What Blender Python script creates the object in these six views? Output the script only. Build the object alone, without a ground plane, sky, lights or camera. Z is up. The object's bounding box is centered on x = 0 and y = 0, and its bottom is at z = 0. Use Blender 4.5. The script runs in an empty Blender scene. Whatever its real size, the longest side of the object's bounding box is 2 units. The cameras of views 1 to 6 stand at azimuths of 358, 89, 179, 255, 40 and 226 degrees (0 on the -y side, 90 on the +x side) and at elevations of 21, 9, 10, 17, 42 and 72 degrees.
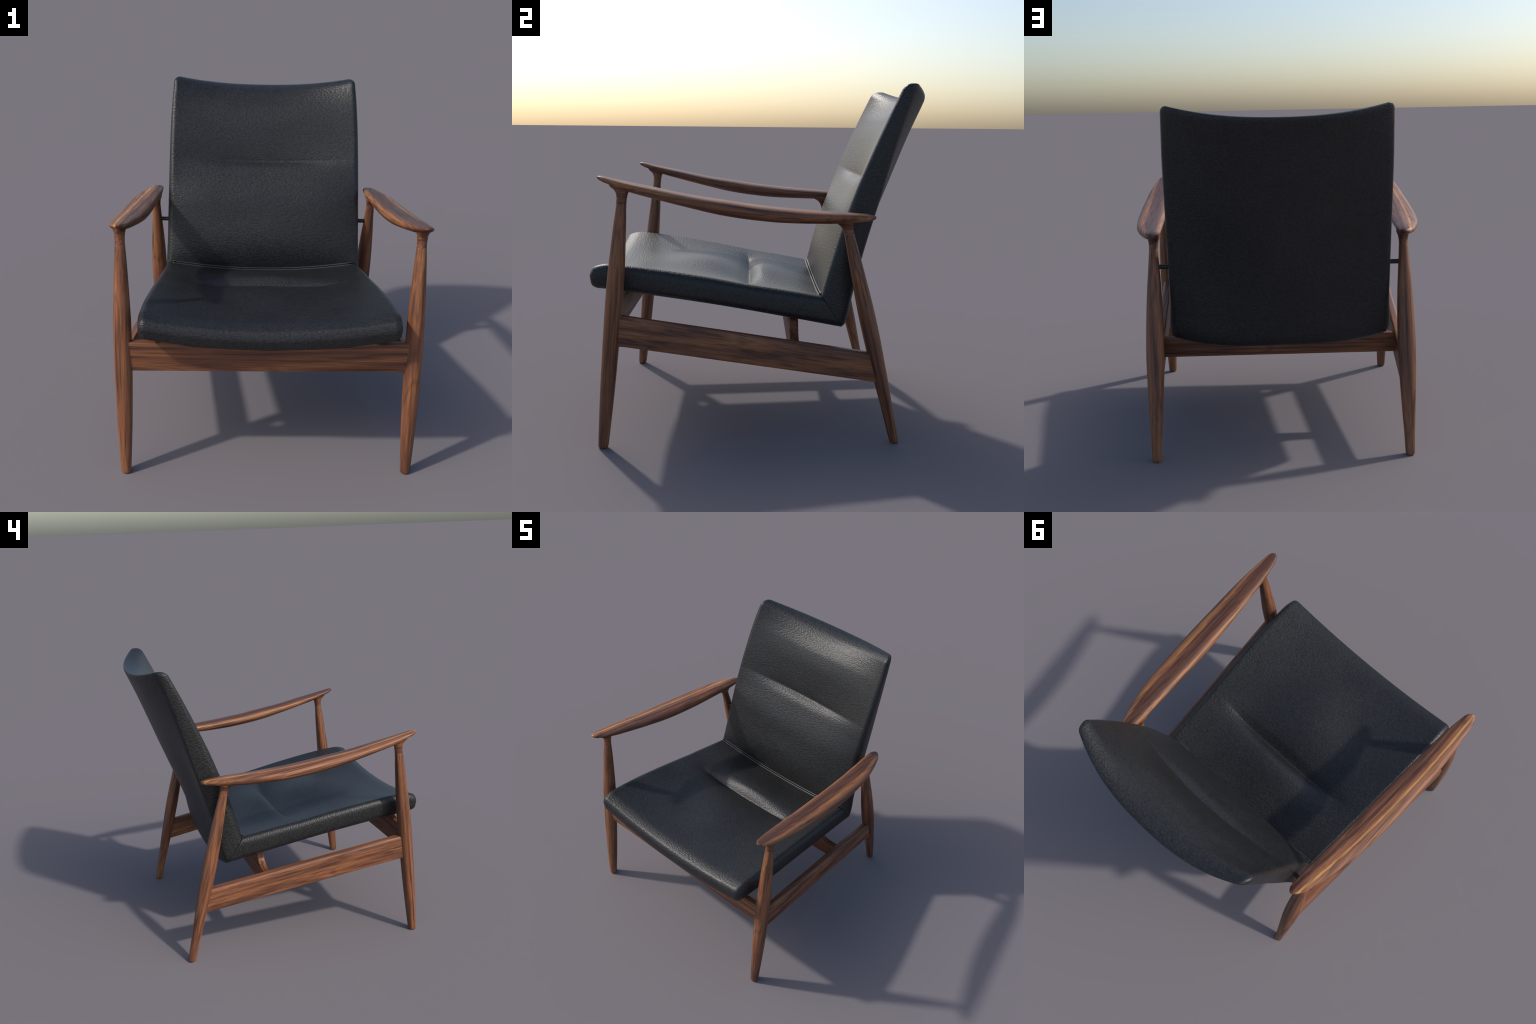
"""Mid-century lounge chair: walnut frame with shaped arms, one-piece black leather shell."""
import bpy, bmesh, math
import numpy as np
from mathutils import Vector

# ------------------------------------------------------------------ helpers
def pchip(xs, ys):
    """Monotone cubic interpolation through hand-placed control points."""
    xs = np.array(xs, float); ys = np.array(ys, float)
    h = np.diff(xs); d = np.diff(ys) / h
    m = np.zeros_like(ys)
    m[0], m[-1] = d[0], d[-1]
    for i in range(1, len(xs) - 1):
        if d[i - 1] * d[i] > 0:
            w1 = 2 * h[i] + h[i - 1]; w2 = h[i] + 2 * h[i - 1]
            m[i] = (w1 + w2) / (w1 / d[i - 1] + w2 / d[i])
    def f(x):
        x = np.clip(np.asarray(x, float), xs[0], xs[-1])
        i = np.clip(np.searchsorted(xs, x) - 1, 0, len(xs) - 2)
        t = (x - xs[i]) / h[i]
        return ((2*t**3 - 3*t**2 + 1) * ys[i] + (t**3 - 2*t**2 + t) * h[i] * m[i]
                + (-2*t**3 + 3*t**2) * ys[i+1] + (t**3 - t**2) * h[i] * m[i+1])
    return f

def sstep(a, b, x):
    t = np.clip((np.asarray(x, float) - a) / (b - a), 0, 1)
    return t * t * (3 - 2 * t)

def mesh_object(name, verts, faces, mat, parent, smooth=True, angle=None):
    me = bpy.data.meshes.new(name)
    me.from_pydata([tuple(v) for v in verts], [], faces)
    me.validate()
    bm = bmesh.new(); bm.from_mesh(me)
    bmesh.ops.recalc_face_normals(bm, faces=bm.faces)
    bm.to_mesh(me); bm.free()
    for p in me.polygons:
        p.use_smooth = smooth
    if angle is not None:
        me.set_sharp_from_angle(angle=math.radians(angle))
    me.materials.append(mat)
    ob = bpy.data.objects.new(name, me)
    bpy.context.scene.collection.objects.link(ob)
    ob.parent = parent
    return ob

def loft(rings):
    """Closed rings of equal count -> verts, faces with capped ends."""
    n = len(rings[0]); verts = [p for r in rings for p in r]; faces = []
    for i in range(len(rings) - 1):
        for j in range(n):
            k = (j + 1) % n
            faces.append((i*n + j, i*n + k, (i+1)*n + k, (i+1)*n + j))
    faces.append(tuple(range(n)))
    faces.append(tuple(range((len(rings)-1)*n, len(rings)*n)))
    return verts, faces

def rounded_rect(w, h, radii, seg=6):
    """Outline of a rectangle centred on 0; radii = (br, tr, tl, bl)."""
    pts = []
    cs = [(w/2, -h/2, -90), (w/2, h/2, 0), (-w/2, h/2, 90), (-w/2, -h/2, 180)]
    for (cx, cy, a0), r in zip(cs, radii):
        ox, oy = cx - math.copysign(r, cx), cy - math.copysign(r, cy)
        for k in range(seg + 1):
            a = math.radians(a0 + 90 * k / seg)
            pts.append((ox + r * math.cos(a), oy + r * math.sin(a)))
    return pts

# ------------------------------------------------------------------ materials
def nodes_of(name):
    mat = bpy.data.materials.new(name); mat.use_nodes = True
    nt = mat.node_tree; nt.nodes.clear()
    out = nt.nodes.new('ShaderNodeOutputMaterial')
    bs = nt.nodes.new('ShaderNodeBsdfPrincipled')
    nt.links.new(bs.outputs[0], out.inputs[0])
    return mat, nt, bs

def ramp(nt, stops, interp='LINEAR'):
    r = nt.nodes.new('ShaderNodeValToRGB'); cr = r.color_ramp; cr.interpolation = interp
    while len(cr.elements) < len(stops):
        cr.elements.new(0.5)
    for e, (p, c) in zip(cr.elements, stops):
        e.position = p; e.color = (*c, 1)
    return r

def mapping(nt, src, loc, rot, scl):
    m = nt.nodes.new('ShaderNodeMapping')
    m.inputs['Location'].default_value = loc
    m.inputs['Rotation'].default_value = rot
    m.inputs['Scale'].default_value = scl
    nt.links.new(src, m.inputs['Vector'])
    return m.outputs[0]

def noise(nt, vec, scale, detail=3, rough=0.5, dist=0.0):
    n = nt.nodes.new('ShaderNodeTexNoise')
    n.inputs['Scale'].default_value = scale; n.inputs['Detail'].default_value = detail
    n.inputs['Roughness'].default_value = rough; n.inputs['Distortion'].default_value = dist
    nt.links.new(vec, n.inputs['Vector'])
    return n.outputs['Fac']

def math_node(nt, op, a, b=None, clamp=False):
    m = nt.nodes.new('ShaderNodeMath'); m.operation = op; m.use_clamp = clamp
    for i, v in enumerate((a, b)):
        if v is None: continue
        if isinstance(v, (int, float)): m.inputs[i].default_value = v
        else: nt.links.new(v, m.inputs[i])
    return m.outputs[0]

def mix_col(nt, fac, a, b, mode='MIX'):
    m = nt.nodes.new('ShaderNodeMix'); m.data_type = 'RGBA'; m.blend_type = mode
    for sock, v in ((m.inputs[0], fac), (m.inputs[6], a), (m.inputs[7], b)):
        if isinstance(v, (int, float)): sock.default_value = v
        elif isinstance(v, tuple): sock.default_value = (*v, 1)
        else: nt.links.new(v, sock)
    return m.outputs[2]

def walnut(name, axis, seed, tilt=0.0, ring=14.0, figure=1.0, veins=()):
    """Walnut with grain running along 'x', 'y' or 'z'; figure = waviness of the growth rings."""
    mat, nt, bs = nodes_of(name)
    co = nt.nodes.new('ShaderNodeTexCoord').outputs['Object']
    co = mapping(nt, co, (0, 0, 0), (tilt, 0, 0), (1, 1, 1))
    long = {'x': 0, 'y': 1, 'z': 2}[axis]
    def scl(along, across):
        s = [across] * 3; s[long] = along
        return tuple(s)
    off = (seed * 1.37, seed * 0.71, seed * 2.13)
    # growth-ring field: slow noise, strongly stretched along the grain
    f = noise(nt, mapping(nt, co, off, (0, 0, 0), scl(0.42, 6.0)), 1.0, 1.5, 0.45, 0.12 * figure)
    w = math_node(nt, 'MULTIPLY', f, ring)
    frac = math_node(nt, 'PINGPONG', w, 1.0)
    band = ramp(nt, [(0.0, (0.135, 0.052, 0.027)), (0.22, (0.175, 0.067, 0.033)),
                     (0.55, (0.235, 0.088, 0.039)), (0.85, (0.285, 0.113, 0.048)), (1.0, (0.190, 0.073, 0.035))])
    nt.links.new(frac, band.inputs[0])
    # broad streaks: dark heart veins and occasional honey stripes
    s1 = noise(nt, mapping(nt, co, off[::-1], (0, 0, 0), scl(0.55, 16.0)), 1.0, 3.0, 0.55, 0.15)
    dark = ramp(nt, [(0.30, (1, 1, 1)), (0.44, (0, 0, 0))]); nt.links.new(s1, dark.inputs[0])
    c = mix_col(nt, math_node(nt, 'MULTIPLY', dark.outputs[0], 0.45), band.outputs[0], (0.058, 0.027, 0.019))
    s2 = noise(nt, mapping(nt, co, (off[1] + 5, off[2], off[0]), (0, 0, 0), scl(0.30, 22.0)), 1.0, 2.0, 0.5, 0.0)
    honey = ramp(nt, [(0.655, (0, 0, 0)), (0.70, (1, 1, 1))]); nt.links.new(s2, honey.inputs[0])
    c = mix_col(nt, math_node(nt, 'MULTIPLY', honey.outputs[0], 0.55), c, (0.40, 0.185, 0.062))
    # veins that run the length of the piece: (side, x0, slope, bend, half width, colour, amount)
    if veins:
        sep = nt.nodes.new('ShaderNodeSeparateXYZ')
        nt.links.new(nt.nodes.new('ShaderNodeTexCoord').outputs['Object'], sep.inputs[0])
        yy = math_node(nt, 'ADD', sep.outputs[1], 0.2)
        y2 = math_node(nt, 'MULTIPLY', yy, yy)
        # veins stay in the arm blade, not in the sockets turned below it
        blade = math_node(nt, 'ADD', sep.outputs[2], math_node(nt, 'MULTIPLY', sep.outputs[1], 0.17))
        blade = math_node(nt, 'DIVIDE', math_node(nt, 'SUBTRACT', blade, 1.29), 0.012, True)
    for side, x0, slope, bend, hw, col, amount in veins:
        path = math_node(nt, 'ADD', math_node(nt, 'MULTIPLY', yy, slope), math_node(nt, 'MULTIPLY', y2, bend))
        path = math_node(nt, 'ADD', path, x0)
        rag = noise(nt, mapping(nt, co, off, (0, 0, 0), scl(7.0, 45.0)), 1.0, 3.0, 0.6, 0.4)
        wob = math_node(nt, 'MULTIPLY', math_node(nt, 'SUBTRACT', s1, 0.5), min(hw * 2.0, 0.03))
        wob = math_node(nt, 'ADD', wob, math_node(nt, 'MULTIPLY', math_node(nt, 'SUBTRACT', rag, 0.5), min(hw * 1.4, 0.03)))
        dx = math_node(nt, 'ADD', math_node(nt, 'SUBTRACT', math_node(nt, 'MULTIPLY', sep.outputs[0], side), path), wob)
        mask = math_node(nt, 'SUBTRACT', 1.0, math_node(nt, 'DIVIDE', math_node(nt, 'ABSOLUTE', dx), hw), True)
        mask = math_node(nt, 'MULTIPLY', math_node(nt, 'POWER', mask, 0.45), amount)
        c = mix_col(nt, math_node(nt, 'MULTIPLY', mask, blade), c, col)
    # fine pores and fibres
    fib = noise(nt, mapping(nt, co, off, (0, 0, 0), scl(5.0, 170.0)), 1.0, 3.0, 0.65, 0.0)
    fr = ramp(nt, [(0.32, (0.60, 0.58, 0.58)), (0.48, (0.97, 0.97, 0.97)), (0.68, (1.18, 1.16, 1.12))])
    nt.links.new(fib, fr.inputs[0])
    c = mix_col(nt, 1.0, c, fr.outputs[0], 'MULTIPLY')
    line = noise(nt, mapping(nt, co, off[::-1], (0, 0, 0), scl(1.3, 70.0)), 1.0, 2.5, 0.6, 0.25)
    lr = ramp(nt, [(0.36, (0.50, 0.48, 0.48)), (0.47, (0.98, 0.98, 0.98)), (0.72, (1.12, 1.10, 1.06))])
    nt.links.new(line, lr.inputs[0])
    c = mix_col(nt, 1.0, c, lr.outputs[0], 'MULTIPLY')
    nt.links.new(c, bs.inputs['Base Color'])
    rr = nt.nodes.new('ShaderNodeMapRange'); nt.links.new(fib, rr.inputs[0])
    rr.inputs[3].default_value = 0.52; rr.inputs[4].default_value = 0.44
    nt.links.new(rr.outputs[0], bs.inputs['Roughness'])
    bp = nt.nodes.new('ShaderNodeBump'); bp.inputs['Strength'].default_value = 0.06
    bp.inputs['Distance'].default_value = 0.002
    nt.links.new(fib, bp.inputs['Height']); nt.links.new(bp.outputs[0], bs.inputs['Normal'])
    return mat

def leather(name, stretch, side, rot=(0, 0, 0)):
    mat, nt, bs = nodes_of(name)
    co = nt.nodes.new('ShaderNodeTexCoord').outputs['Object']
    warp = nt.nodes.new('ShaderNodeTexNoise'); warp.inputs['Scale'].default_value = 9.0
    nt.links.new(co, warp.inputs['Vector'])
    va = nt.nodes.new('ShaderNodeVectorMath'); va.operation = 'MULTIPLY_ADD'
    nt.links.new(warp.outputs['Color'], va.inputs[0]); va.inputs[1].default_value = (0.010, 0.010, 0.010)
    nt.links.new(co, va.inputs[2])
    def pebbles(scale):
        v = mapping(nt, va.outputs[0], (0, 0, 0), rot, scale)
        vor = nt.nodes.new('ShaderNodeTexVoronoi'); vor.feature = 'SMOOTH_F1'
        vor.inputs['Scale'].default_value = 1.0; vor.inputs['Smoothness'].default_value = 0.18
        nt.links.new(v, vor.inputs['Vector'])
        return math_node(nt, 'SUBTRACT', 1.0, vor.outputs['Distance'])
    # the hide is pulled across on the broad faces and round the edge on the side faces
    nrm = nt.nodes.new('ShaderNodeSeparateXYZ')
    nt.links.new(nt.nodes.new('ShaderNodeTexCoord').outputs['Normal'], nrm.inputs[0])
    sm = nt.nodes.new('ShaderNodeMapRange'); sm.inputs[1].default_value = 0.62; sm.inputs[2].default_value = 0.82
    nt.links.new(math_node(nt, 'ABSOLUTE', nrm.outputs[0]), sm.inputs[0])
    mx = nt.nodes.new('ShaderNodeMix'); mx.data_type = 'FLOAT'
    nt.links.new(sm.outputs[0], mx.inputs[0])
    nt.links.new(pebbles(stretch), mx.inputs[2]); nt.links.new(pebbles(side), mx.inputs[3])
    pebble = mx.outputs[0]
    fine = noise(nt, mapping(nt, co, (3, 1, 2), rot, tuple(3.0 * q for q in stretch)), 1.0, 2.0, 0.5)
    h = math_node(nt, 'ADD', pebble, math_node(nt, 'MULTIPLY', fine, 0.10))
    # pebble height fades in and out in soft patches, as the hide is stretched
    patch = noise(nt, co, 3.2, 1.0, 0.4)
    pr = nt.nodes.new('ShaderNodeMapRange'); nt.links.new(patch, pr.inputs[0])
    pr.inputs[1].default_value = 0.35; pr.inputs[2].default_value = 0.62
    pr.inputs[3].default_value = 0.42; pr.inputs[4].default_value = 0.72
    bp = nt.nodes.new('ShaderNodeBump'); bp.inputs['Distance'].default_value = 0.0023
    nt.links.new(pr.outputs[0], bp.inputs['Strength'])
    nt.links.new(h, bp.inputs['Height']); nt.links.new(bp.outputs[0], bs.inputs['Normal'])
    tone = noise(nt, co, 5.0, 3.0, 0.55)
    cr = ramp(nt, [(0.3, (0.0150, 0.0153, 0.0157)), (0.7, (0.0205, 0.0207, 0.0210))])
    nt.links.new(tone, cr.inputs[0])
    gr = ramp(nt, [(0.35, (0.58, 0.58, 0.58)), (0.85, (1.30, 1.30, 1.30))]); nt.links.new(pebble, gr.inputs[0])  # grain shading painted into base colour: creases darkened, crowns lightened like sky glints
    nt.links.new(mix_col(nt, 1.0, cr.outputs[0], gr.outputs[0], 'MULTIPLY'), bs.inputs['Base Color'])
    bs.inputs['Roughness'].default_value = 0.45
    bs.inputs['Specular IOR Level'].default_value = 0.5
    return mat

def plain(name, col, rough, metal=0.0):
    mat, nt, bs = nodes_of(name)
    co = nt.nodes.new('ShaderNodeTexCoord').outputs['Object']
    n = noise(nt, co, 60.0, 2.0)
    cr = ramp(nt, [(0.3, tuple(c * 0.85 for c in col)), (0.7, tuple(c * 1.15 for c in col))])
    nt.links.new(n, cr.inputs[0]); nt.links.new(cr.outputs[0], bs.inputs['Base Color'])
    bs.inputs['Roughness'].default_value = rough; bs.inputs['Metallic'].default_value = metal
    return mat

# ------------------------------------------------------------------ root
chair = bpy.data.objects.new('lounge_chair', None)
bpy.context.scene.collection.objects.link(chair)
chair['label'] = 'low walnut lounge chair with curved black leather seat and back'
chair['category'] = 'armchair'

LEATHER_SEAT = leather('black_leather_seat', (62, 120, 120), (90, 120, 60), (math.radians(9), 0, 0))
LEATHER_BACK = leather('black_leather_back', (62, 120, 120), (90, 62, 112), (math.radians(20), 0, 0))
PIPING = plain('black_leather_piping', (0.026, 0.027, 0.028), 0.42)
STEEL = plain('black_steel', (0.02, 0.021, 0.023), 0.4, 0.3)

# ------------------------------------------------------------------ legs
FRONT_AXIS = lambda z: np.array([0.8055, -0.8785 + 0.0935 * z])
BACK_AXIS = lambda z: np.array([0.7285, 0.7475 - 0.2385 * z])
FRONT_SEAM, BACK_SEAM = 1.350, 1.183
fw_x = pchip([0, .145, .303, .458, .61, .75, .886, 1.0, 1.092, 1.225, 1.30, 1.356, 1.5],
             [.0560, .0700, .0835, .0925, .0985, .1005, .0980, .0910, .0830, .0700, .0610, .0540, .0520])
fw_y = pchip([0, .133, .265, .396, .525, .65, .75, .873, 1.0, 1.13, 1.255, 1.35, 1.5],
             [.0550, .0665, .0755, .0825, .0870, .0910, .0930, .0940, .0888, .0778, .0655, .0545, .0540])
bw_x = pchip([0, .107, .234, .361, .489, .60, .72, .85, .963, 1.08, 1.155, 1.21, 1.4],
             [.0530, .0610, .0755, .0885, .0995, .1045, .1015, .0930, .0820, .0655, .0560, .0520, .0500])
bw_y = pchip([0, .106, .19, .27, .36, .475, .60, .665, .80, .933, 1.04, 1.12, 1.18, 1.4],
             [.0530, .0597, .0650, .0720, .0800, .0865, .0932, .0945, .0906, .0800, .0705, .0632, .0558, .0550])

def leg_ring(axis, wx, wy, z, sx, shrink=1.0, n=48):
    c = axis(z); ring = []
    for k in range(n):
        a = 2 * math.pi * k / n
        ca, sa = math.cos(a), math.sin(a)
        p = 0.93                                    # slightly squarer than an ellipse
        x = c[0] + 0.5 * float(wx(z)) * shrink * math.copysign(abs(ca) ** p, ca)
        y = c[1] + 0.5 * float(wy(z)) * shrink * math.copysign(abs(sa) ** p, sa)
        ring.append((sx * x, y, z))
    return ring

def make_leg(axis, wx, wy, top, sx, mat):
    rings = [leg_ring(axis, wx, wy, 0.0, sx, 0.72), leg_ring(axis, wx, wy, 0.0015, sx, 0.82),
             leg_ring(axis, wx, wy, 0.004, sx, 0.91), leg_ring(axis, wx, wy, 0.009, sx, 0.975)]
    for z in np.linspace(0.016, top - 0.002, 60):
        rings.append(leg_ring(axis, wx, wy, z, sx))
    rings.append(leg_ring(axis, wx, wy, top - 0.0005, sx, 0.985))
    rings.append(leg_ring(axis, wx, wy, top + 0.012, sx, 0.90))
    v, f = loft(rings)
    return mesh_object('leg', v, f, mat, chair, angle=40)

for i, sx in enumerate((1, -1)):
    make_leg(FRONT_AXIS, fw_x, fw_y, FRONT_SEAM, sx, walnut('walnut_leg', 'z', 3.1 + 4 * i, 0.093, 11))
    make_leg(BACK_AXIS, bw_x, bw_y, BACK_SEAM, sx, walnut('walnut_leg', 'z', 11.7 + 3 * i, -0.234, 11))

# ------------------------------------------------------------------ armrests
arm_out = pchip([-.90, -.85, -.79, -.65, -.47, -.25, -.03, .15, .30, .45, .54, .60, .63],
                [.834, .841, .851, .868, .878, .881, .876, .863, .845, .808, .778, .748, .734])
arm_in = pchip([-.90, -.85, -.75, -.60, -.42, -.20, .0, .20, .36, .47, .58, .63],
               [.782, .772, .755, .740, .727, .714, .706, .698, .691, .686, .688, .696])
arm_top = pchip([-.90, -.867, -.762, -.588, -.391, -.223, -.055, .115, .287, .439, .552, .603, .63],
                [1.507, 1.500, 1.476, 1.441, 1.401, 1.376, 1.351, 1.332, 1.317, 1.306, 1.297, 1.290, 1.286])
arm_bot = pchip([-.90, -.872, -.837, -.792, -.70, -.592, -.39, -.223, -.054, .115, .287, .40, .50, .595, .63],
                [1.484, 1.474, 1.460, 1.444, 1.410, 1.381, 1.330, 1.292, 1.267, 1.252, 1.247, 1.246, 1.250, 1.259, 1.263])
ARM_Y0, ARM_Y1 = -0.8775, 0.6125

def arm_ring(y, sx, n=40):
    r0, r1 = 0.045, 0.045
    f = 1.0
    if y < ARM_Y0 + r0: f = math.sqrt(max(1 - ((ARM_Y0 + r0 - y) / r0) ** 2, 0.0))
    if y > ARM_Y1 - r1: f = math.sqrt(max(1 - ((y - ARM_Y1 + r1) / r1) ** 2, 0.0))
    fz = f ** 0.7
    xo, xi, zt, zb = (float(g(y)) for g in (arm_out, arm_in, arm_top, arm_bot))
    xc, hw = (xo + xi) / 2, max((xo - xi) / 2 * f, 1e-4)
    H = zt - zb
    zm = zt - 0.43 * H
    ring = []
    for k in range(n):
        a = 2 * math.pi * k / n; ca, sa = math.cos(a), math.sin(a)
        x = xc + hw * math.copysign(abs(ca) ** (0.80 if sa > 0 else 0.95), ca)
        if sa >= 0: z = zm + max(0.43 * H * fz, 1e-4) * sa ** 0.80
        else: z = zm - max(0.57 * H * fz, 1e-4) * abs(sa) ** 0.95
        ring.append((sx * x, y, z))
    return ring

def collar(axis, wx, wy, z0, steps, sx, n=32):
    """Flared socket under the arm: steps = (dz, half-width x, towards front, towards back)."""
    rings = []
    for dz, hx, hf, hb in steps:
        z = z0 + dz; c = axis(z); ring = []
        for k in range(n):
            a = 2 * math.pi * k / n; ca, sa = math.cos(a), math.sin(a)
            ring.append((sx * (c[0] + hx * ca), c[1] + (hb if sa > 0 else hf) * sa, z))
        rings.append(ring)
    return rings

def make_arm(sx, mat):
    ts = np.sin(np.linspace(-math.pi / 2, math.pi / 2, 130))
    ys = 0.5 * (ARM_Y0 + ARM_Y1) + 0.5 * (ARM_Y1 - ARM_Y0) * ts
    v, f = loft([arm_ring(y, sx) for y in ys])
    fr = [(-.06, .0290, .0300, .0300), (0, .0272, .0275, .0275), (.030, .0272, .0275, .0280), (.046, .0285, .0295, .0300),
          (.060, .0300, .0340, .0320), (.072, .0325, .0420, .0355), (.082, .0345, .0540, .0400), (.092, .0370, .0700, .045), (.10, .036, .06, .045)]
    bk = [(-.05, .0290, .0310, .0310), (0, .0268, .0285, .0280), (.022, .0268, .0300, .0280), (.036, .0285, .0335, .0290),
          (.048, .0305, .0410, .0310), (.058, .0340, .0530, .0350), (.066, .0380, .0680, .0420), (.074, .040, .07, .045), (.09, .036, .05, .04)]
    for axis, wx, wy, z0, st in ((FRONT_AXIS, fw_x, fw_y, FRONT_SEAM, fr), (BACK_AXIS, bw_x, bw_y, BACK_SEAM, bk)):
        v2, f2 = loft(collar(axis, wx, wy, z0, st, sx))
        o = len(v); v = v + v2; f = f + [tuple(i + o for i in q) for q in f2]
    tmp = mesh_object('armrest_raw', v, f, mat, None)
    md = tmp.modifiers.new('r', 'REMESH'); md.mode = 'VOXEL'; md.voxel_size = 0.0042
    ms = tmp.modifiers.new('s', 'SMOOTH'); ms.factor = 0.5; ms.iterations = 7
    dg = bpy.context.evaluated_depsgraph_get()
    me = bpy.data.meshes.new_from_object(tmp.evaluated_get(dg))
    bpy.data.objects.remove(tmp)
    bm = bmesh.new(); bm.from_mesh(me)
    for y_side, z0 in ((-1, FRONT_SEAM), (1, BACK_SEAM)):   # trim the sockets flush at the leg seams
        yc = float((FRONT_AXIS if y_side < 0 else BACK_AXIS)(z0)[1])
        near = [fc for fc in bm.faces if abs(fc.calc_center_median().y - yc) < 0.10]
        geom = list({e for fc in near for e in list(fc.verts) + list(fc.edges)}) + near
        bmesh.ops.bisect_plane(bm, geom=geom, plane_co=(0, 0, z0), plane_no=(0, 0, 1))
        kill = [q for q in bm.verts if q.co.z < z0 - 1e-5 and abs(q.co.y - yc) < 0.10]
        bmesh.ops.delete(bm, geom=kill, context='VERTS')
    edges = [e for e in bm.edges if e.is_boundary]
    bmesh.ops.holes_fill(bm, edges=edges)
    bmesh.ops.recalc_face_normals(bm, faces=bm.faces)
    bm.to_mesh(me); bm.free()
    for p in me.polygons: p.use_smooth = True
    me.set_sharp_from_angle(angle=math.radians(50))
    me.name = 'armrest'; me.materials.clear(); me.materials.append(mat)
    ob = bpy.data.objects.new('armrest', me)
    bpy.context.scene.collection.objects.link(ob); ob.parent = chair
    return ob

make_arm(1, walnut('walnut_armrest', 'y', 23.4, 0.14, 15, 2.0,
         [(1, .780, -.045, -.03, .050, (.085, .034, .020), .95), (1, .840, -.050, -.06, .016, (.38, .165, .062), .8),
          (1, .722, -.035, -.03, .016, (.36, .155, .060), .6)]))
make_arm(-1, walnut('walnut_armrest', 'y', 41.9, 0.14, 9, 0.3,
         [(-1, .820, -.035, -.07, .0075, (.58, .285, .095), 1.0), (-1, .772, -.045, -.05, .011, (.055, .025, .018), .8)]))

# ------------------------------------------------------------------ frame rails
def side_rail(sx, mat):
    rings = []
    for y in np.linspace(-0.790, 0.575, 30):
        t = (y + 0.80) / 1.40
        xc = 0.804 + (0.728 - 0.804) * t
        zt = 0.747 - 0.1625 * (y + 0.77); zb = 0.582 - 0.1575 * (y + 0.78)
        o = rounded_rect(0.058, zt - zb, (0.006, 0.022, 0.014, 0.006))
        rings.append([(sx * (xc + a), y, (zt + zb) / 2 + b) for a, b in o])
    # both ends run into the slanting legs
    rings[0] = [(x, float(FRONT_AXIS(z)[1]), z) for x, y, z in rings[0]]
    rings[-1] = [(x, float(BACK_AXIS(z)[1]) - 0.005, z - 0.16 * (float(BACK_AXIS(z)[1]) - y)) for x, y, z in rings[-1]]
    v, f = loft(rings)
    return mesh_object('side_rail', v, f, mat, chair, angle=50)

for i, sx in enumerate((1, -1)):
    side_rail(sx, walnut('walnut_side_rail', 'y', 57.3 + 9 * i, 0.16, 13))

def cross_rail(name, half, thick, yc, zbot, ztop_fn, slope, mat):
    """Rail across the chair; its top edge follows ztop_fn(x), square to the sloping side rails."""
    rings = []
    xs = np.linspace(-half, half, 161)
    for x in xs:
        zt = float(ztop_fn(abs(x)))
        o = rounded_rect(thick, zt - zbot, (0.004, 0.008, 0.008, 0.004), 4)
        ring = []
        for a, b in o:
            z = (zt + zbot) / 2 + b
            ring.append((x, yc + a * math.cos(slope) + (z - zbot) * math.sin(slope), z - a * math.sin(slope)))
        rings.append(ring)
    v, f = loft(rings)
    return mesh_object(name, v, f, mat, chair, angle=50)

SL = math.atan(0.16)
front_top = pchip([0, .30, .45, .53, .56, .585, .62, .70, .80], [.765, .778, .792, .818, .824, .812, .804, .807, .809])
cross_rail('front_rail', 0.79, 0.045, -0.816, 0.634, front_top, 0.0, walnut('walnut_front_rail', 'x', 71.2, 0, 13))
rear_top = pchip([0, .34, .40, .415, .515, .535, .548, .565, .590, .625, .67, .74],
                 [.573, .573, .600, .655, .672, .668, .648, .620, .595, .579, .573, .573])
cross_rail('rear_rail', 0.735, 0.050, 0.180, 0.448, rear_top, 0.0, walnut('walnut_rear_rail', 'x', 83.6, 0, 13))

# ------------------------------------------------------------------ leather shell
def axis_samples(L, lo, hi, n_mid, n_r=7):
    """Grid positions on [0, L], dense inside the rounded rims."""
    a = np.linspace(0, lo, n_r)[:-1]; m = np.linspace(lo, L - hi, n_mid); b = np.linspace(L - hi, L, n_r)[1:]
    return np.concatenate([a, m, b])

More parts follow.
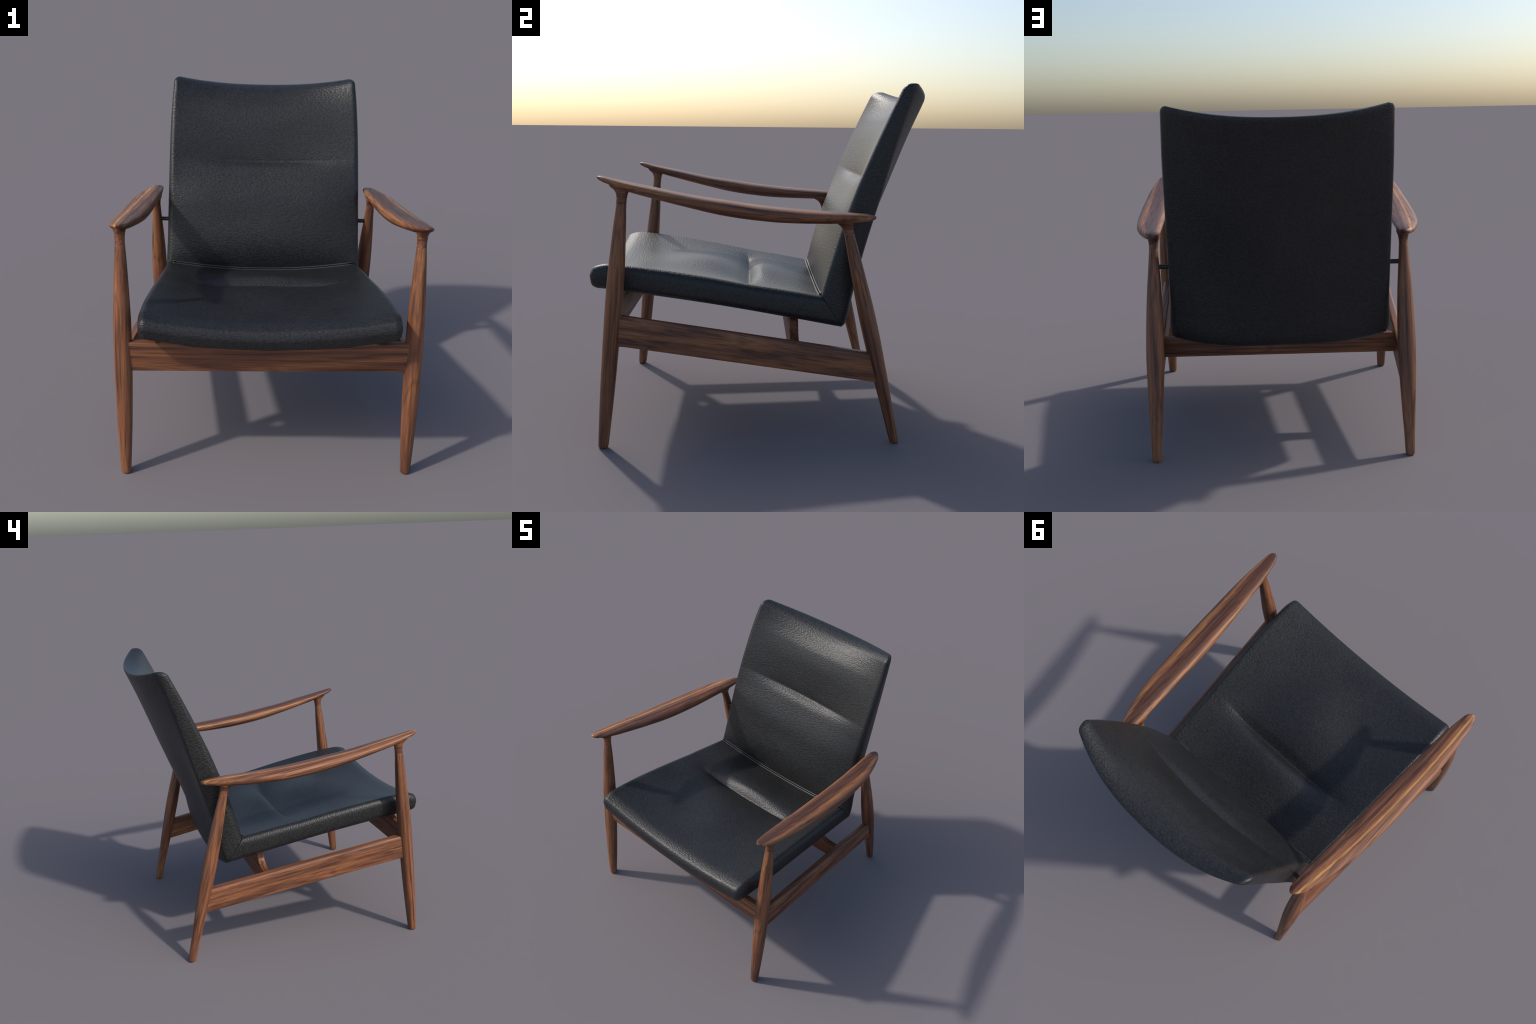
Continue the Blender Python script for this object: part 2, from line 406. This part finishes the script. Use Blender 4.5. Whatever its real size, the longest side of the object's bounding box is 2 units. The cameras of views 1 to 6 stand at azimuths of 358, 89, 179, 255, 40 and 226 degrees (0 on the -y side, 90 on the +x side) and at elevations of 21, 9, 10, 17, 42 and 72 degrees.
def cushion(name, L, T, halfw, top, bot, d_top, d_bot, puff, r, mat, bulge_bot=None):
    """Rounded slab in local metres (a across, b along, c through), bent on to
    edge profiles top(t)/bot(t) in the y-z plane; d_*(t) = sag vectors at the centre line."""
    W = 1.30
    ra, rb0, rb1, rct, rcb = r['side'], r['b0'], r['b1'], r['top'], r['under']
    A = axis_samples(W, ra, ra, 130); B = axis_samples(L, rb0, rb1, 210, 8); C = axis_samples(T, rcb, rct, 5, 8)
    idx = {}; verts = []; faces = []
    def vid(i, j, k):
        key = (i, j, k)
        if key not in idx:
            idx[key] = len(verts); verts.append((A[i], B[j], C[k]))
        return idx[key]
    na, nb, nc = len(A), len(B), len(C)
    for k in (0, nc - 1):
        for i in range(na - 1):
            for j in range(nb - 1):
                faces.append((vid(i, j, k), vid(i+1, j, k), vid(i+1, j+1, k), vid(i, j+1, k)))
    for i in (0, na - 1):
        for j in range(nb - 1):
            for k in range(nc - 1):
                faces.append((vid(i, j, k), vid(i, j+1, k), vid(i, j+1, k+1), vid(i, j, k+1)))
    for j in (0, nb - 1):
        for i in range(na - 1):
            for k in range(nc - 1):
                faces.append((vid(i, j, k), vid(i+1, j, k), vid(i+1, j, k+1), vid(i, j, k+1)))
    P = np.array(verts); a, b, c = P.T
    # round the rims
    RB = np.where(b < L / 2, rb0, rb1)
    RC = np.where(c > T / 2, rct, rcb)
    # both slabs share the same rim section where they meet at the mitre
    m0, m1 = r.get('mitre', (0, 0))
    near = np.maximum(m0 * (1 - sstep(0.0, 0.12, b)), m1 * sstep(L - 0.12, L, b))
    RC = RC * (1 - near) + np.where(c > T / 2, 0.29, 0.17) * T * near
    g0, g1 = r.get('full', (0, 0))                   # fuller rim where the slab thins out
    RC = RC * (1 + g0 * (1 - sstep(0.02, 0.14, b)) + g1 * sstep(L - 0.14, L - 0.02, b))
    RC = np.minimum(RC, 0.49 * T)
    RA = np.full_like(a, ra)
    q = np.stack([np.clip(a, RA, W - RA), np.clip(b, RB, L - RB), np.clip(c, RC, T - RC)], 1)
    R = np.stack([RA, RB, RC], 1)
    d = (P - q) / R
    ln = np.linalg.norm(d, axis=1); ln[ln < 1e-9] = 1
    mx = np.abs(d).max(1)
    d = d / ln[:, None] * np.where(mx > 0, mx, 0)[:, None]
    P2 = q + d * R
    a, b, c = P2.T
    u = (a - W / 2) / (W / 2); t = b / L; s = c / T
    bulge = 1 - u ** 2
    bulge_b = bulge if bulge_bot is None else bulge_bot(u, t)
    hw = halfw(t)
    ty, tz = top(t); by, bz = bot(t)
    dty, dtz = d_top(t); dby, dbz = d_bot(t)
    Y1 = ty + dty * bulge; Z1 = tz + dtz * bulge
    Y0 = by + dby * bulge_b; Z0 = bz + dbz * bulge_b
    ny, nz = ty - by, tz - bz
    nl = np.hypot(ny, nz); ny, nz = ny / nl, nz / nl
    h = puff(u * hw, t) * sstep(0.45, 1.0, s)
    Y = Y0 + (Y1 - Y0) * s + ny * h
    Z = Z0 + (Z1 - Z0) * s + nz * h
    X = u * hw * (1 - r.get('flare', 0.0) * (1 - s) * sstep(0.0, 0.18, t))
    # leather sides swell slightly between the rims
    X = X + np.sign(u) * r['swell'] * np.clip(1 - (2 * s - 1) ** 2, 0, 1) * (np.abs(u) ** 12)
    return mesh_object(name, np.stack([X, Y, Z], 1), faces, mat, chair)

def curve2(ts, ys, zs):
    fy, fz = pchip(ts, ys), pchip(ts, zs)
    return lambda t: (fy(t), fz(t))

CREASE, HEEL = (0.327, 0.828), (0.441, 0.655)
CREASE_SAG, HEEL_SAG = (0.020, -0.063), (0.024, -0.070)

def fold(d, lead, trail):
    """Stitched fold, 0..1 deep: long soft slope on one side (d < 0), plump shoulder on the other."""
    return np.where(d < 0, np.exp(-np.abs(d) / lead), np.exp(-(np.abs(d) / trail) ** 1.4))

# ---- seat, front (t=0) to mitre (t=1)
seat_top = curve2([0, .035, .085, .16, .47, .69, 1.0],
                  [-.962, -.925, -.860, -.765, -.349, -.073, CREASE[0]],
                  [.970, .999, 1.013, 1.006, .946, .894, CREASE[1]])
seat_bot = curve2([0, .05, .12, .40, .75, .97, 1.0], [-.945, -.880, -.78, -.353, .11, .408, HEEL[0]],
                  [.877, .873, .860, .797, .715, .661, HEEL[1]])
seat_dt = curve2([0, .25, .64, .85, 1], [0, 0, 0, .004, CREASE_SAG[0]],
                 [-.070, -.073, -.062, -.058, CREASE_SAG[1]])
seat_db = curve2([0, .5, 1], [0.0, 0.0, HEEL_SAG[0]], [-.066, -.062, HEEL_SAG[1]])
seat_w = pchip([0, .10, .25, .5, .75, 1.0], [.698, .706, .703, .688, .672, .655])

def seat_puff(x, t):
    m = np.exp(-(np.abs(x) / 0.47) ** 6)
    valley = -0.040 * fold(t - 0.668, 0.055, 0.034) * m
    thigh = 0.056 * np.exp(-(x / 0.305) ** 2 - ((t - 0.49) / 0.205) ** 2) * (1 - 0.8 * sstep(0.63, 0.670, t))
    rump = 0.055 * np.exp(-(x / 0.37) ** 2 - ((t - 0.80) / 0.115) ** 2) * sstep(0.655, 0.775, t)
    return valley + thigh + rump

cushion('seat_cushion', 1.29, 0.145, seat_w, seat_top, seat_bot, seat_dt, seat_db, seat_puff,
        dict(side=.034, b0=.036, b1=.0008, top=.046, under=.032, mitre=(0, 1), full=(.2, 0), swell=.006), LEATHER_SEAT,
        lambda u, t: 1 - np.abs(u) ** (2.0 + 1.2 * sstep(0.6, 1.0, t)))

# ---- back, mitre (t=0) to top (t=1)
back_top = curve2([0, .1, .53, .66, .895, 1.0], [CREASE[0], .366, .520, .580, .698, .757],
                  [CREASE[1], .951, 1.452, 1.599, 1.866, 2.005])
back_bot = curve2([0, .02, .13, .30, .58, .70, .85, 1.0], [HEEL[0], .458, .497, .546, .658, .704, .768, .838],
                  [HEEL[1], .669, .810, 1.012, 1.410, 1.587, 1.800, 2.005])
back_dt = curve2([0, .10, .27, .48, .60, .75, .85, .93, 1], [CREASE_SAG[0], .018, .018, .044, .044, .040, .048, .080, .130],
                 [CREASE_SAG[1], -.036, -.012, -.016, -.017, -.016, -.022, -.040, -.073])
back_db = curve2([0, .25, .5, .75, 1], [HEEL_SAG[0], .049, .085, .118, .132], [HEEL_SAG[1], -.035, -.032, -.045, -.073])
back_w = pchip([0, .45, .75, .95, 1.0], [.655, .645, .636, .622, .618])

def back_puff(x, t):
    m = np.exp(-(np.abs(x) / 0.40) ** 3)
    u = np.abs(x) / 0.64
    valley = -0.023 * fold(0.566 - t, 0.065, 0.038) * m
    lumbar = (0.061 + 0.022 * np.exp(-((t - 0.10) / 0.11) ** 2 - (x / 0.36) ** 2)) * np.clip(1 - u ** (4.5 - 2.3 * sstep(0.30, 0.55, t)), 0, 1) * (1 - np.exp(-t / 0.040)) * np.clip(1 - (t / 0.572) ** 4.0, 0, 1)
    head = 0.010 * np.exp(-(x / 0.42) ** 2 - ((t - 0.84) / 0.11) ** 2) * (1 - sstep(0.95, 1.0, t))
    return valley + lumbar + head

def back_shell(u, t):
    """Rear shell: pointed curve behind the lumbar, rounder towards the top."""
    k = np.exp(-((t - 0.43) / 0.24) ** 2)
    p = 2.0 + 0.5 * sstep(0.75, 1.0, t) + 1.2 * (1 - sstep(0.0, 0.20, t))
    k = k * sstep(0.0, 0.2, t)
    return (1 - np.abs(u) ** p) * (1 - k) + 0.5 * (1 + np.cos(np.pi * u)) * k

cushion('backrest_cushion', 1.25, 0.15, back_w, back_top, back_bot, back_dt, back_db, back_puff,
        dict(side=.034, b0=.0008, b1=.036, top=.042, under=.016, mitre=(1, 0), full=(0, .8), swell=.006, flare=.022), LEATHER_BACK, back_shell)

# ---- twin piping along the crease between seat and back
def piping(dy, dz, rad):
    pts = []
    for u in np.linspace(-0.945, 0.945, 90):
        bulge = 1 - u * u
        pts.append(Vector((u * 0.652, CREASE[0] + CREASE_SAG[0] * bulge + dy, CREASE[1] + CREASE_SAG[1] * bulge + dz)))
    rings = []
    for i, p in enumerate(pts):
        tg = (pts[min(i+1, len(pts)-1)] - pts[max(i-1, 0)]).normalized()
        n1 = tg.cross(Vector((0, 1, 0))).normalized(); n2 = tg.cross(n1)
        k = min(1.0, 0.35 + min(i, len(pts) - 1 - i) * 0.2)
        rings.append([tuple(p + (n1 * math.cos(2*math.pi*j/10) + n2 * math.sin(2*math.pi*j/10)) * rad * k) for j in range(10)])
    v, f = loft(rings)
    return mesh_object('piping', v, f, PIPING, chair)

piping(-0.0130, 0.0030, 0.0070)
piping(-0.0010, 0.0125, 0.0064)

# ------------------------------------------------------------------ steel pivot rods between back and legs
for sx in (1, -1):
    rings = []
    for x, r in ((0.600, .0135), (0.705, .0135)):
        rings.append([(sx * x, 0.484 + r * math.cos(2*math.pi*k/24), 1.083 + r * math.sin(2*math.pi*k/24)) for k in range(24)])
    v, f = loft(rings)
    mesh_object('pivot_rod', v, f, STEEL, chair, angle=40)
